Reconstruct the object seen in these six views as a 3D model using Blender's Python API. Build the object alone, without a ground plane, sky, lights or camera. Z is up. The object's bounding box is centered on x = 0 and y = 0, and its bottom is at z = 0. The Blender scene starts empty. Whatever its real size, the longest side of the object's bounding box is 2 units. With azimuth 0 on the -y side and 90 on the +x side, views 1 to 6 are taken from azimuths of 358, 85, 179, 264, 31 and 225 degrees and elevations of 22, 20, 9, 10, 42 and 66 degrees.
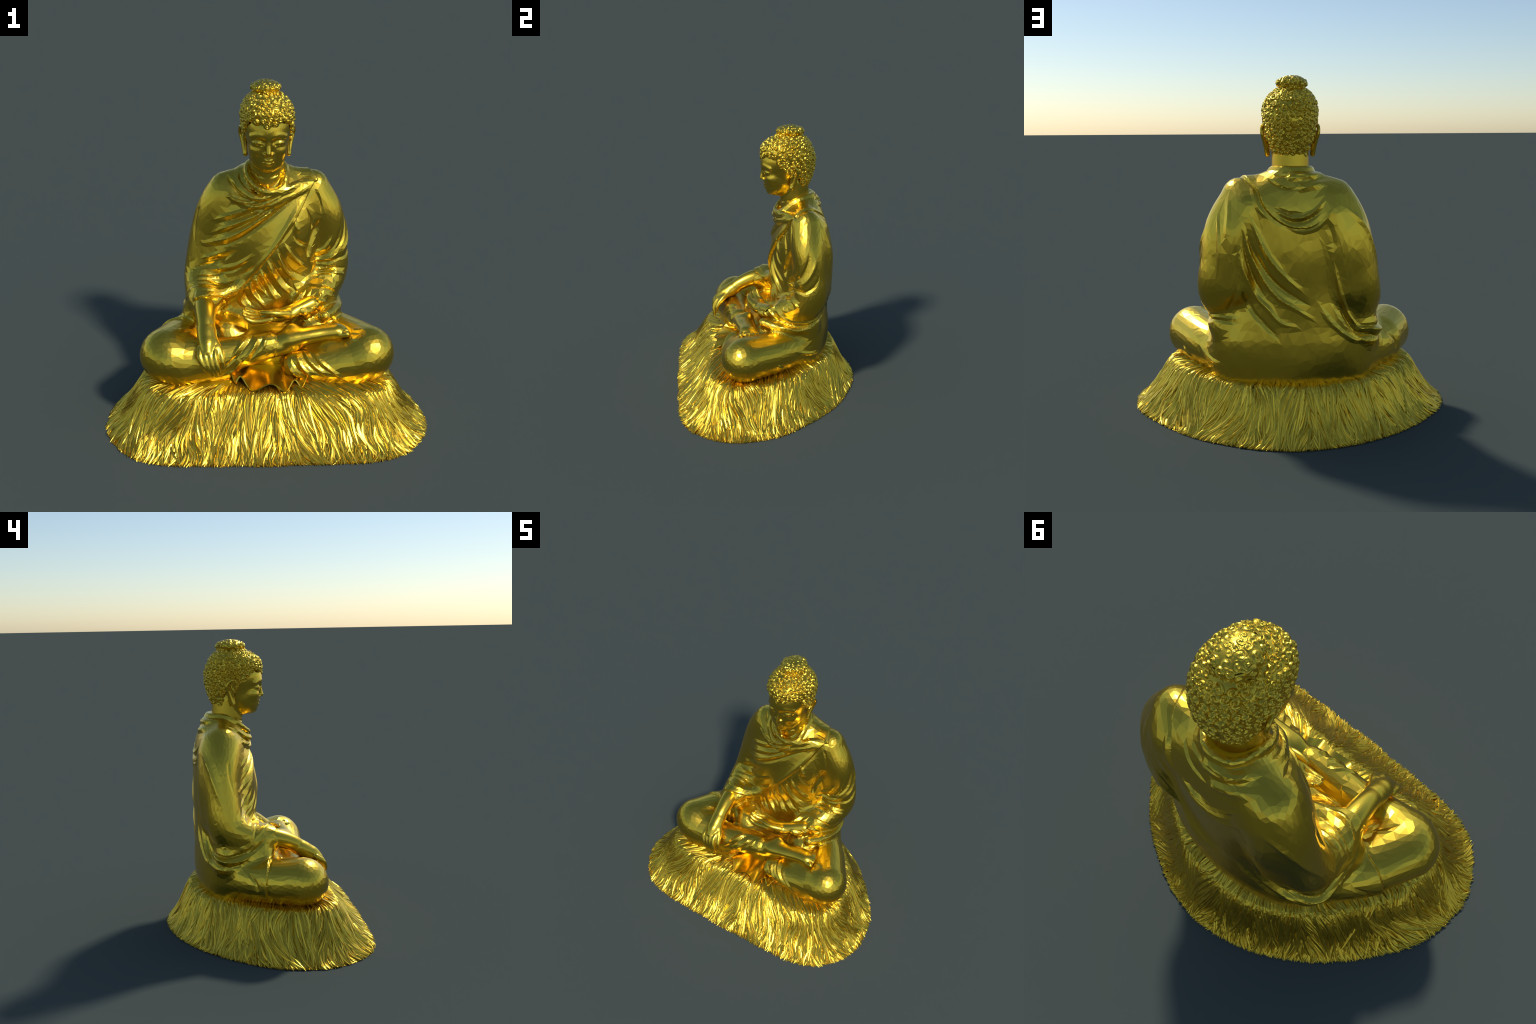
"""Golden seated monk figure on a mound of grass, built from implicit solids,
swept curves and procedurally grown curls and grass strands."""
import bpy, math
import numpy as np
from mathutils import Vector, Matrix, Quaternion

RNG = np.random.default_rng(7)
F = np.float32

# ------------------------------------------------------------------ helpers
def spline(pts, n):
    """Catmull-Rom through the control points, n samples."""
    P = np.asarray(pts, float)
    if len(P) == 2:
        t = np.linspace(0, 1, n)[:, None]
        return P[0] * (1 - t) + P[1] * t
    Q = np.vstack([2 * P[0] - P[1], P, 2 * P[-1] - P[-2]])
    u = np.linspace(0, len(P) - 1 - 1e-9, n)
    i = u.astype(int); t = (u - i)[:, None]
    a, b, c, d = Q[i], Q[i + 1], Q[i + 2], Q[i + 3]
    return 0.5 * (2 * b + (c - a) * t + (2 * a - 5 * b + 4 * c - d) * t**2 + (3 * b - a - 3 * c + d) * t**3)

def sstep(x, a, b):
    t = np.clip((x - a) / (b - a), 0, 1)
    return t * t * (3 - 2 * t)

def smin(a, b, k):
    h = np.maximum(k - np.abs(a - b), 0) / k
    return np.minimum(a, b) - h * h * k * 0.25

def hash_noise(P, scale, seed=0):
    """Smooth value noise in 3D, range -1..1."""
    p = np.asarray(P) * scale + seed * 17.31
    i = np.floor(p).astype(np.int64); f = p - i
    f = f * f * (3 - 2 * f)
    out = 0
    for dx in (0, 1):
        for dy in (0, 1):
            for dz in (0, 1):
                h = np.sin((i[:, 0] + dx) * 127.1 + (i[:, 1] + dy) * 311.7 + (i[:, 2] + dz) * 74.7 + seed) * 43758.5453
                h = h - np.floor(h)
                w = (f[:, 0] if dx else 1 - f[:, 0]) * (f[:, 1] if dy else 1 - f[:, 1]) * (f[:, 2] if dz else 1 - f[:, 2])
                out = out + w * h
    return out * 2 - 1

# ------------------------------------------------------------------ implicit solids
class Field:
    """A signed-distance grid into which solids are blended one by one."""
    def __init__(self, lo, hi, h):
        self.lo = np.array(lo, float); self.h = h
        self.n = np.ceil((np.array(hi) - self.lo) / h).astype(int) + 1
        self.v = np.full(self.n, 0.5, F)

    def _block(self, lo, hi):
        a = np.clip(np.floor((np.array(lo) - self.lo) / self.h).astype(int), 0, self.n)
        b = np.clip(np.ceil((np.array(hi) - self.lo) / self.h).astype(int) + 1, 0, self.n)
        ax = [(self.lo[k] + self.h * np.arange(a[k], b[k])).astype(F) for k in range(3)]
        g = np.meshgrid(*ax, indexing='ij', sparse=True)
        return tuple(slice(a[k], b[k]) for k in range(3)), g

    def put(self, fn, lo, hi, k=0.02, op='add', pad=0.0):
        pad = max(k, pad) + 3 * self.h
        s, g = self._block(np.array(lo) - pad, np.array(hi) + pad)
        d = fn(*g)
        if op == 'add':
            self.v[s] = smin(self.v[s], d, k)
        elif op == 'cut':
            self.v[s] = -smin(-self.v[s], d, k)

    def ball(self, c, r, k=0.02, op='add', rot=None):
        c = np.array(c, float); r = np.array(r, float) * np.ones(3); R = r.max()
        M = np.eye(3) if rot is None else np.array(rot.to_matrix()).T
        def fn(x, y, z):
            dx, dy, dz = x - c[0], y - c[1], z - c[2]
            q = [M[i, 0] * dx + M[i, 1] * dy + M[i, 2] * dz for i in range(3)]
            k0 = np.sqrt((q[0] / r[0])**2 + (q[1] / r[1])**2 + (q[2] / r[2])**2)
            k1 = np.sqrt((q[0] / r[0]**2)**2 + (q[1] / r[1]**2)**2 + (q[2] / r[2]**2)**2) + 1e-6
            return (k0 * (k0 - 1) / k1).astype(F)
        self.put(fn, c - R, c + R, k, op)

    def limb(self, a, b, ra, rb, k=0.02, op='add', flat=None, pad=0.0):
        """Rounded cone; flat=(axis, factor) squashes it along a world axis direction."""
        a = np.array(a, float); b = np.array(b, float); R = max(ra, rb)
        ab = b - a; L2 = ab @ ab
        ax = np.zeros(3); fac = 0.0
        if flat is not None:                       # work in a space stretched along the flattened axis
            ax = np.array(flat[0], float); ax /= np.linalg.norm(ax); fac = 1 / flat[1] - 1
        ab = ab + ax * (ab @ ax) * fac; L2 = ab @ ab
        def fn(x, y, z):
            dx, dy, dz = x - a[0], y - a[1], z - a[2]
            if fac:
                e = (dx * ax[0] + dy * ax[1] + dz * ax[2]) * fac
                dx, dy, dz = dx + e * ax[0], dy + e * ax[1], dz + e * ax[2]
            t = np.clip((dx * ab[0] + dy * ab[1] + dz * ab[2]) / L2, 0, 1)
            q = (dx - t * ab[0])**2 + (dy - t * ab[1])**2 + (dz - t * ab[2])**2
            return (np.sqrt(q) - (ra + (rb - ra) * t)).astype(F)
        self.put(fn, np.minimum(a, b) - R, np.maximum(a, b) + R, k, op, pad)

    def tube(self, pts, radii, k=0.01, n=24, op='add', flat=None):
        """Swept round section along a smooth curve, blended in once as a whole."""
        P = spline(pts, n); r = spline(np.array(radii, float)[:, None], n)[:, 0] if len(radii) > 1 else np.full(n, radii[0])
        R = r.max(); pad = k + 3 * self.h + R
        lo, hi = P.min(0) - pad, P.max(0) + pad
        s, g = self._block(lo, hi)
        tmp = Field(lo, lo, self.h)
        tmp.lo = np.array([a.ravel()[0] for a in g], float); tmp.n = np.array([a.size for a in g])
        tmp.v = np.full(tmp.n, 0.5, F)
        for i in range(n - 1):
            tmp.limb(P[i], P[i + 1], r[i], r[i + 1], 1e-4, 'add', flat, pad=k)
        if op == 'add':
            self.v[s] = smin(self.v[s], tmp.v, k)
        else:
            self.v[s] = -smin(-self.v[s], tmp.v, k)

    def stack(self, rows, k=0.03, power=2.4):
        """Loft of horizontal super-elliptic sections: rows of (z, cx, cy, rx, ry)."""
        T = np.array(rows, float); zz = np.linspace(T[0, 0], T[-1, 0], 200)
        # smooth interpolation of the section parameters
        S = spline(T, 600)
        par = [np.interp(zz, S[:, 0], S[:, i]) for i in range(1, 5)]
        lo = [(T[:, 1] - T[:, 3]).min(), (T[:, 2] - T[:, 4]).min(), T[0, 0]]
        hi = [(T[:, 1] + T[:, 3]).max(), (T[:, 2] + T[:, 4]).max(), T[-1, 0]]
        def fn(x, y, z):
            p = [np.interp(z.ravel(), zz, q).reshape(z.shape) for q in par]
            q = ((np.abs(x - p[0]) / p[2])**power + (np.abs(y - p[1]) / p[3])**power)**(1 / power)
            d = (q - 1) * np.minimum(p[2], p[3])
            d = np.maximum(d, np.maximum(T[0, 0] - z, z - T[-1, 0]))
            return d.astype(F)
        self.put(fn, lo, hi, k)

    def mesh(self):
        """Naive surface nets."""
        v = self.v; n = v.shape; s = v < 0
        c = [s[i:n[0] - 1 + i, j:n[1] - 1 + j, k:n[2] - 1 + k] for i in (0, 1) for j in (0, 1) for k in (0, 1)]
        cnt = sum(q.astype(np.int8) for q in c)
        act = (cnt > 0) & (cnt < 8)
        I = np.argwhere(act); idx = np.full(act.shape, -1, np.int32); idx[act] = np.arange(len(I))
        acc = np.zeros((len(I), 3)); num = np.zeros(len(I))
        corners = [(i, j, k) for i in (0, 1) for j in (0, 1) for k in (0, 1)]
        for a in corners:
            for ax in range(3):
                if a[ax]: continue
                b = list(a); b[ax] = 1
                va = v[I[:, 0] + a[0], I[:, 1] + a[1], I[:, 2] + a[2]]; vb = v[I[:, 0] + b[0], I[:, 1] + b[1], I[:, 2] + b[2]]
                m = (va < 0) != (vb < 0)
                t = np.where(m, va / np.where(m, va - vb, 1), 0)
                p = np.array(a, float)[None] + 0; p = np.repeat(p, len(I), 0); p[:, ax] += t
                acc[m] += p[m]; num[m] += 1
        V = self.lo + self.h * (I + acc / num[:, None])
        Q = []
        for ax in range(3):
            o = [k for k in range(3) if k != ax]
            sl0 = [slice(1, n[k] - 1) for k in range(3)]; sl0[ax] = slice(0, n[ax] - 1)
            sl1 = list(sl0); sl1[ax] = slice(1, n[ax])
            e0, e1 = s[tuple(sl0)], s[tuple(sl1)]
            E = np.argwhere(e0 != e1)
            inside = e0[tuple(E.T)]
            off = np.zeros(3, int); off[o[0]] = 1; off[o[1]] = 1
            E = E + off
            def cell(du, dv):
                q = E.copy(); q[:, o[0]] -= du; q[:, o[1]] -= dv
                return idx[q[:, 0], q[:, 1], q[:, 2]]
            quad = np.stack([cell(1, 1), cell(0, 1), cell(0, 0), cell(1, 0)], 1)
            flip = inside if ax != 1 else ~inside
            quad[~flip] = quad[~flip][:, ::-1]
            Q.append(quad)
        return V, np.vstack(Q)

def subdivide(V, Q):
    """One linear split of a quad mesh."""
    E = np.sort(np.stack([Q, np.roll(Q, -1, 1)], 2).reshape(-1, 2), 1)
    U, inv = np.unique(E[:, 0].astype(np.int64) * len(V) + E[:, 1], return_inverse=True)
    mid = (V[U // len(V)] + V[U % len(V)]) / 2
    inv = inv.reshape(-1, 4) + len(V)
    fc = V[Q].mean(1); fi = np.arange(len(Q)) + len(V) + len(mid)
    V2 = np.vstack([V, mid, fc])
    Q2 = np.vstack([np.stack([Q[:, i], inv[:, i], fi, inv[:, i - 1]], 1) for i in range(4)])
    return V2, Q2

def smooth(V, Q, it=2, f=0.5):
    E = np.stack([Q, np.roll(Q, -1, 1)], 2).reshape(-1, 2)
    for _ in range(it):
        acc = np.zeros_like(V); num = np.zeros(len(V))
        for a, b in ((0, 1), (1, 0)):
            for k in range(3):
                acc[:, k] += np.bincount(E[:, a], V[E[:, b], k], len(V))
            num += np.bincount(E[:, a], minlength=len(V))
        V = V + f * (acc / np.maximum(num, 1)[:, None] - V)
    return V

def normals(V, Q):
    n = np.cross(V[Q[:, 2]] - V[Q[:, 0]], V[Q[:, 3]] - V[Q[:, 1]])
    N = np.zeros_like(V)
    for j in range(4):
        for k in range(3):
            N[:, k] += np.bincount(Q[:, j], n[:, k], len(V))
    return N / (np.linalg.norm(N, axis=1)[:, None] + 1e-12)

def curve_frame(V, pts, n=40):
    """Nearest point on a curve: distance, parameter, offset vector, tangent (only near the curve)."""
    P = spline(pts, n)
    best = np.full(len(V), 1e9); t = np.zeros(len(V)); off = np.zeros_like(V); tan = np.zeros_like(V)
    for i in range(n - 1):
        ab = P[i + 1] - P[i]; L2 = ab @ ab + 1e-12
        d = V - P[i]; s = np.clip(d @ ab / L2, 0, 1)
        o = d - s[:, None] * ab; q = np.einsum('ij,ij->i', o, o)
        m = q < best
        best[m] = q[m]; t[m] = (i + s[m]) / (n - 1); off[m] = o[m]; tan[m] = ab / math.sqrt(L2)
    return np.sqrt(best), t, off, tan

def apply_folds(V, N, folds):
    """Each fold: (height, width, points). Positive heights are ridges, negative grooves.
    Ridges swell in the middle and taper off at both ends."""
    D = np.zeros(len(V))
    for amp, w, pts in folds:
        P = np.array(pts); R = 3.2 * w
        m = np.all((V > P.min(0) - R) & (V < P.max(0) + R), 1)
        if not m.any(): continue
        d, t, off, tan = curve_frame(V[m], pts)
        nn = np.abs(np.einsum('ij,ij->i', off, N[m]))
        lat = np.sqrt(np.maximum(d**2 - nn**2, 0)) + np.maximum(nn - 0.05, 0) * 2
        taper = 0.03 + 0.97 * sstep(t, -0.02, 0.30) * sstep(-t, -1.02, -0.62)
        w = w * 1.15 * (0.75 + 0.25 * taper)
        prof = 1 / (1 + (lat / w)**2)**2
        D[m] += amp * taper * prof
    return V + N * D[:, None]

def apply_hems(V, N, hems):
    """Each hem: (height, fade, points). Cloth lying to the left of the curve (seen from outside)
    is lifted by height, which fades with distance, leaving a crisp edge."""
    D = np.zeros(len(V))
    for h, fade, pts in hems:
        P = np.array(pts); R = 3 * fade
        m = np.all((V > P.min(0) - R) & (V < P.max(0) + R), 1)
        d, t, off, tan = curve_frame(V[m], pts)
        side = np.einsum('ij,ij->i', off, np.cross(N[m], tan))
        lift = h * sstep(side, -0.005, 0.006) * np.exp(-(np.maximum(side, 0) / fade)**2)
        lift -= 0.4 * h * (side < 0) * np.exp(-(side / 0.015)**2)
        ends = sstep(t, 0, 0.06) * sstep(-t, -1, -0.80)
        near = sstep(-np.abs(np.einsum('ij,ij->i', off, N[m])), -0.08, -0.03)
        D[m] += lift * ends * near
    return V + N * D[:, None]

# ------------------------------------------------------------------ material
def gold_material(name, color, rough, grain, bump):
    m = bpy.data.materials.new(name); m.use_nodes = True
    nt = m.node_tree; nd = nt.nodes; b = nd['Principled BSDF']
    tc = nd.new('ShaderNodeTexCoord')
    no = nd.new('ShaderNodeTexNoise'); no.inputs['Scale'].default_value = grain; no.inputs['Detail'].default_value = 4
    nt.links.new(tc.outputs['Object'], no.inputs['Vector'])
    rp = nd.new('ShaderNodeValToRGB')
    rp.color_ramp.elements[0].position = 0.3; rp.color_ramp.elements[1].position = 0.7
    rp.color_ramp.elements[0].color = (*[c * 0.96 for c in color], 1); rp.color_ramp.elements[1].color = (*[min(1, c * 1.03) for c in color], 1)
    nt.links.new(no.outputs['Fac'], rp.inputs['Fac']); nt.links.new(rp.outputs['Color'], b.inputs['Base Color'])
    mr = nd.new('ShaderNodeMapRange'); mr.inputs['To Min'].default_value = rough - 0.02; mr.inputs['To Max'].default_value = rough + 0.02
    nt.links.new(no.outputs['Fac'], mr.inputs['Value']); nt.links.new(mr.outputs['Result'], b.inputs['Roughness'])
    b.inputs['Metallic'].default_value = 1.0
    if bump:
        bp = nd.new('ShaderNodeBump'); bp.inputs['Strength'].default_value = bump; bp.inputs['Distance'].default_value = 0.002
        nt.links.new(no.outputs['Fac'], bp.inputs['Height']); nt.links.new(bp.outputs['Normal'], b.inputs['Normal'])
    return m

GOLD = (0.745, 0.505, 0.05)
gold = gold_material('polished_gold', GOLD, 0.3, 9, 0.0)
gold_hair = gold_material('polished_gold_hair', GOLD, 0.3, 30, 0.0)
gold_grass = gold_material('polished_gold_grass', GOLD, 0.33, 25, 0.0)

# ------------------------------------------------------------------ object making
ROOT = bpy.data.objects.new('monk_statue', None)
bpy.context.scene.collection.objects.link(ROOT)
ROOT['label'] = 'polished golden statue of a seated monk on grass'
ROOT['category'] = 'statue'

def new_object(name, V, faces, mat, parent=None, flat=True):
    me = bpy.data.meshes.new(name)
    if isinstance(faces, np.ndarray):
        k = faces.shape[1]
        me.vertices.add(len(V)); me.vertices.foreach_set('co', np.asarray(V, F).ravel())
        me.loops.add(faces.size); me.loops.foreach_set('vertex_index', faces.astype(np.int32).ravel())
        me.polygons.add(len(faces)); me.polygons.foreach_set('loop_start', np.arange(0, faces.size, k, dtype=np.int32))
        me.update(calc_edges=True)
    else:
        me.from_pydata([tuple(p) for p in V], [], faces)
    me.validate()
    me.polygons.foreach_set('use_smooth', np.full(len(me.polygons), not flat))
    me.materials.append(mat)
    ob = bpy.data.objects.new(name, me)
    bpy.context.scene.collection.objects.link(ob)
    ob.parent = parent or ROOT
    return ob

def decimated(V, Q, count, detail=None):
    """Collapse to about `count` triangles, which leaves the hammered facets of the original."""
    ob = new_object('work', V, Q, gold)
    md = ob.modifiers.new('d', 'DECIMATE'); md.ratio = min(1.0, count / (2 * len(Q)))
    if detail is not None:                          # keep finer facets where the cloth is creased
        vg = ob.vertex_groups.new(name='plain')
        lev = np.round(np.clip(detail, 0, 1) * 6) / 6
        for L in np.unique(lev):
            vg.add(np.flatnonzero(lev == L).tolist(), float(1 - 0.15 * L), 'REPLACE')
        md.vertex_group = 'plain'; md.vertex_group_factor = 1.0
    dg = bpy.context.evaluated_depsgraph_get()
    me = bpy.data.meshes.new_from_object(ob.evaluated_get(dg))
    me.calc_loop_triangles()
    v = np.empty(len(me.vertices) * 3, F); me.vertices.foreach_get('co', v)
    t = np.empty(len(me.loop_triangles) * 3, np.int32); me.loop_triangles.foreach_get('vertices', t)
    old = ob.data
    bpy.data.objects.remove(ob); bpy.data.meshes.remove(old); bpy.data.meshes.remove(me)
    return v.reshape(-1, 3), t.reshape(-1, 3)

def split_regions(V, T, rule, names, mat):
    """Cut one surface into named parts whose border vertices coincide."""
    reg = rule(V[T].mean(1)); out = {}
    for i, nm in enumerate(names):
        f = T[reg == i]
        if not len(f): continue
        u, inv = np.unique(f, return_inverse=True)
        out[i] = new_object(nm, V[u], inv.reshape(-1, 3), mat)
    return out

def mirror_x(pts, c=0.0):
    return [(2 * c - p[0], *p[1:]) for p in pts]

# ------------------------------------------------------------------ robed body
def build_body():
    f = Field((-0.80, -0.44, 0.20), (0.80, 0.56, 1.54), 0.0075)
    f.stack([(0.24, 0.0, 0.20, 0.46, 0.25), (0.32, 0.0, 0.205, 0.475, 0.265), (0.42, 0, 0.215, 0.48, 0.268), (0.52, 0, 0.245, 0.46, 0.238),
             (0.62, 0, 0.262, 0.40, 0.215), (0.80, 0, 0.262, 0.33, 0.212), (1.0, 0.005, 0.262, 0.335, 0.215),
             (1.15, 0.01, 0.266, 0.345, 0.202), (1.26, 0.012, 0.275, 0.335, 0.183), (1.34, 0.01, 0.278, 0.30, 0.163),
             (1.40, 0.01, 0.280, 0.235, 0.142), (1.45, 0.008, 0.285, 0.150, 0.112), (1.49, 0.006, 0.29, 0.09, 0.08)], 0.03, 2.05)
    # shoulders and sleeves
    f.tube([(-0.245, 0.295, 1.30), (-0.325, 0.31, 1.15), (-0.365, 0.30, 0.95), (-0.385, 0.265, 0.77), (-0.385, 0.13, 0.70), (-0.372, -0.02, 0.675)],
           [0.100, 0.105, 0.113, 0.122, 0.106, 0.076], 0.09, 40)
    f.tube([(0.285, 0.285, 1.32), (0.365, 0.285, 1.17), (0.395, 0.295, 1.0), (0.408, 0.285, 0.80), (0.35, 0.17, 0.70), (0.22, -0.01, 0.655)],
           [0.110, 0.115, 0.120, 0.122, 0.103, 0.070], 0.05, 40)
    f.limb((0.14, 0.28, 1.405), (0.30, 0.28, 1.362), 0.055, 0.058, 0.04)
    f.limb((-0.14, 0.28, 1.40), (-0.25, 0.28, 1.358), 0.055, 0.06, 0.04)
    # robe bridging from the back to the arms
    f.tube([(0.25, 0.35, 1.27), (0.295, 0.365, 1.10), (0.305, 0.36, 0.85)], [0.095, 0.108, 0.105], 0.05, 12)
    f.tube([(-0.22, 0.345, 1.22), (-0.265, 0.355, 1.05), (-0.285, 0.35, 0.82)], [0.095, 0.100, 0.088], 0.05, 12)
    # drapery hanging from the sleeves to the thighs
    f.tube([(-0.37, 0.03, 0.690), (-0.28, 0.045, 0.705), (-0.16, 0.095, 0.745)], [0.066, 0.054, 0.04], 0.05, 12)
    f.limb((-0.42, 0.27, 0.56), (-0.42, 0.06, 0.58), 0.085, 0.075, 0.06)
    f.limb((-0.40, 0.06, 0.66), (-0.44, 0.06, 0.48), 0.07, 0.085, 0.05)
    f.limb((0.38, 0.28, 0.60), (0.34, 0.08, 0.55), 0.085, 0.07, 0.05)
    # legs
    for s in (-1, 1):
        f.tube([(s * 0.25, 0.24, 0.41), (s * 0.455 - 0.013, 0.07, 0.42), (s * 0.597, -0.195, 0.443)], [0.150, 0.148, 0.160], 0.04, 24)
    f.tube([(-0.56, -0.23, 0.43), (-0.30, -0.215, 0.438), (0.010, -0.195, 0.497)], [0.140, 0.110, 0.081], 0.03, 24)
    f.limb((-0.50, -0.24, 0.38), (-0.24, -0.225, 0.375), 0.12, 0.080, 0.03)
    f.tube([(0.56, -0.22, 0.42), (0.34, -0.24, 0.39), (0.16, -0.225, 0.385)], [0.140, 0.105, 0.080], 0.03, 24)
    f.limb((0.50, -0.25, 0.36), (0.29, -0.255, 0.345), 0.10, 0.065, 0.03)
    # rolled cloth tucked at the left hip
    f.tube([(0.352, -0.045, 0.612), (0.41, 0.04, 0.600), (0.445, 0.15, 0.590), (0.445, 0.27, 0.595)], [0.034, 0.036, 0.035, 0.03], 0.03, 16)
    # lap and seat
    f.ball((-0.02, 0.02, 0.39), (0.36, 0.20, 0.145), 0.04)
    f.ball((-0.24, 0.02, 0.49), (0.13, 0.12, 0.10), 0.04)
    f.ball((0.28, 0.0, 0.50), (0.11, 0.10, 0.09), 0.04)
    f.ball((0.33, -0.10, 0.445), (0.17, 0.13, 0.090), 0.03)
    f.ball((0.40, -0.18, 0.465), (0.12, 0.08, 0.075), 0.03)
    # hollow of the chest beside the left arm
    f.ball((0.245, -0.03, 0.88), (0.12, 0.125, 0.20), 0.06, 'cut')
    f.tube([(-0.20, 0.0, 0.655), (-0.05, -0.005, 0.72), (0.09, 0.0, 0.80)], [0.070, 0.078, 0.070], 0.04, 12, 'cut')
    # rolled collar around the neck, two loops of thick cloth
    f.tube([(0.006, 0.365, 1.480), (-0.075, 0.335, 1.480), (-0.108, 0.25, 1.474), (-0.105, 0.17, 1.43), (-0.05, 0.105, 1.375), (0.03, 0.088, 1.357),
            (0.10, 0.125, 1.38), (0.115, 0.19, 1.44), (0.108, 0.28, 1.478), (0.06, 0.345, 1.482), (0.006, 0.365, 1.480)], [0.021], 0.010, 40)
    f.tube([(0.006, 0.400, 1.443), (-0.10, 0.372, 1.445), (-0.152, 0.28, 1.435), (-0.15, 0.18, 1.39), (-0.09, 0.108, 1.335), (-0.02, 0.088, 1.315), (0.06, 0.088, 1.32),
            (0.15, 0.13, 1.37), (0.27, 0.215, 1.385)], [0.022, 0.022, 0.023, 0.023, 0.021, 0.021, 0.021, 0.02, 0.016], 0.015, 40)
    f.tube([(-0.05, 0.425, 1.385), (-0.15, 0.38, 1.395), (-0.24, 0.27, 1.375), (-0.20, 0.15, 1.315), (-0.08, 0.092, 1.275), (0.04, 0.085, 1.285), (0.17, 0.13, 1.335), (0.285, 0.205, 1.375)], [0.016, 0.02, 0.022, 0.022, 0.02, 0.019, 0.018, 0.014], 0.02, 32)
    V, Q = f.mesh()
    V = smooth(V, Q, 4)
    V, Q = subdivide(V, Q)
    V = smooth(V, Q, 4)
    return V, Q

def body_region(c):
    x, y, z = c.T
    r = np.zeros(len(c), int)                       # robe / torso
    arm_r = (x < -0.30 - 0.06 * sstep(z, 1.3, 0.8) * 0) & (z > 0.6) & (z < 1.36) & (x < -0.29)
    arm_l = (x > 0.30) & (z > 0.62) & (z < 1.38)
    fore_l = (z > 0.60) & (z < 0.78) & (x > 0.17) & (y < 0.10) & (x <= 0.30)
    leg = (z < 0.6) & ((y < 0.02) | (np.abs(x) > 0.47))
    r[arm_r] = 1; r[arm_l | fore_l] = 2
    r[leg & (x < 0)] = 3; r[leg & (x >= 0)] = 4
    shin = leg & (x >= 0) & (x < 0.12) & (z > 0.43); r[shin] = 3
    return r

V, Q = build_body()
# ---- creases and edges of the cloth, as curves lying on the body
# pleats of the wrap running from the right arm up to the left shoulder
WRAP_FOLDS = [
    (-0.01, 0.011, [(-0.221, 0.139, 1.263), (-0.089, 0.077, 1.283), (0.007, 0.065, 1.308), (0.091, 0.08, 1.343), (0.203, 0.144, 1.379)]),
    (-0.008, 0.01, [(-0.25, 0.166, 1.337), (-0.172, 0.114, 1.315), (-0.076, 0.088, 1.301)]),
    (-0.009, 0.01, [(-0.237, 0.263, 1.429), (-0.207, 0.187, 1.387), (-0.147, 0.133, 1.334), (-0.07, 0.084, 1.305)]),
    (-0.009, 0.01, [(-0.161, 0.24, 1.448), (-0.147, 0.165, 1.406), (-0.1, 0.116, 1.365), (-0.029, 0.084, 1.343)]),
    (0.0112, 0.0156, [(-0.207, 0.225, 1.421), (-0.171, 0.158, 1.371), (-0.112, 0.104, 1.331), (-0.029, 0.07, 1.322), (0.067, 0.078, 1.35)]),
    (-0.011, 0.012, [(-0.308, 0.163, 1.133), (-0.173, 0.102, 1.192), (-0.028, 0.074, 1.258), (0.091, 0.077, 1.325), (0.203, 0.134, 1.357)]),
    (0.01, 0.0156, [(-0.333, 0.176, 1.154), (-0.173, 0.11, 1.221), (-0.053, 0.071, 1.284)]),
    (-0.011, 0.012, [(-0.322, 0.168, 1.059), (-0.222, 0.109, 1.106), (-0.088, 0.078, 1.18), (0.062, 0.073, 1.283), (0.184, 0.12, 1.342)]),
    (0.0112, 0.0169, [(-0.347, 0.179, 1.068), (-0.222, 0.112, 1.137), (-0.052, 0.083, 1.217), (0.091, 0.078, 1.306)]),
    (-0.012, 0.013, [(-0.373, 0.18, 0.974), (-0.241, 0.114, 1.019), (-0.125, 0.071, 1.093), (0.002, 0.072, 1.188), (0.124, 0.105, 1.278), (0.229, 0.15, 1.339)]),
    (0.015, 0.0195, [(-0.418, 0.205, 0.992), (-0.26, 0.129, 1.046), (-0.137, 0.078, 1.123), (-0.01, 0.079, 1.212), (0.122, 0.091, 1.308)]),
    (-0.01, 0.013, [(-0.369, 0.168, 0.885), (-0.261, 0.13, 0.926), (-0.174, 0.079, 0.999)]),
    (0.0112, 0.0182, [(-0.4, 0.179, 0.907), (-0.311, 0.159, 0.935), (-0.229, 0.106, 0.989)]),
    (-0.009, 0.012, [(-0.439, 0.181, 0.846), (-0.318, 0.159, 0.881), (-0.224, 0.103, 0.943)]),
    (-0.009, 0.011, [(-0.484, 0.155, 0.768), (-0.338, 0.132, 0.818), (-0.2, 0.092, 0.86), (-0.077, 0.052, 0.962)]),
    (0.0112, 0.0169, [(-0.452, 0.169, 0.817), (-0.319, 0.153, 0.842), (-0.175, 0.08, 0.899), (-0.052, 0.05, 0.996)]),
    (-0.009, 0.011, [(-0.491, 0.132, 0.73), (-0.369, 0.099, 0.802), (-0.244, 0.094, 0.779), (-0.15, 0.071, 0.821)]),
    (0.01, 0.0143, [(-0.483, 0.092, 0.72), (-0.367, 0.007, 0.771), (-0.263, 0.025, 0.755)]),
    (-0.006, 0.009, [(-0.163, 0.076, 0.833), (-0.101, 0.059, 0.873), (-0.058, 0.05, 0.923)]),
    (0.0088, 0.0169, [(-0.089, 0.056, 0.861), (0.033, 0.048, 1.009), (0.142, 0.083, 1.177), (0.217, 0.14, 1.298)]),
]
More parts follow.
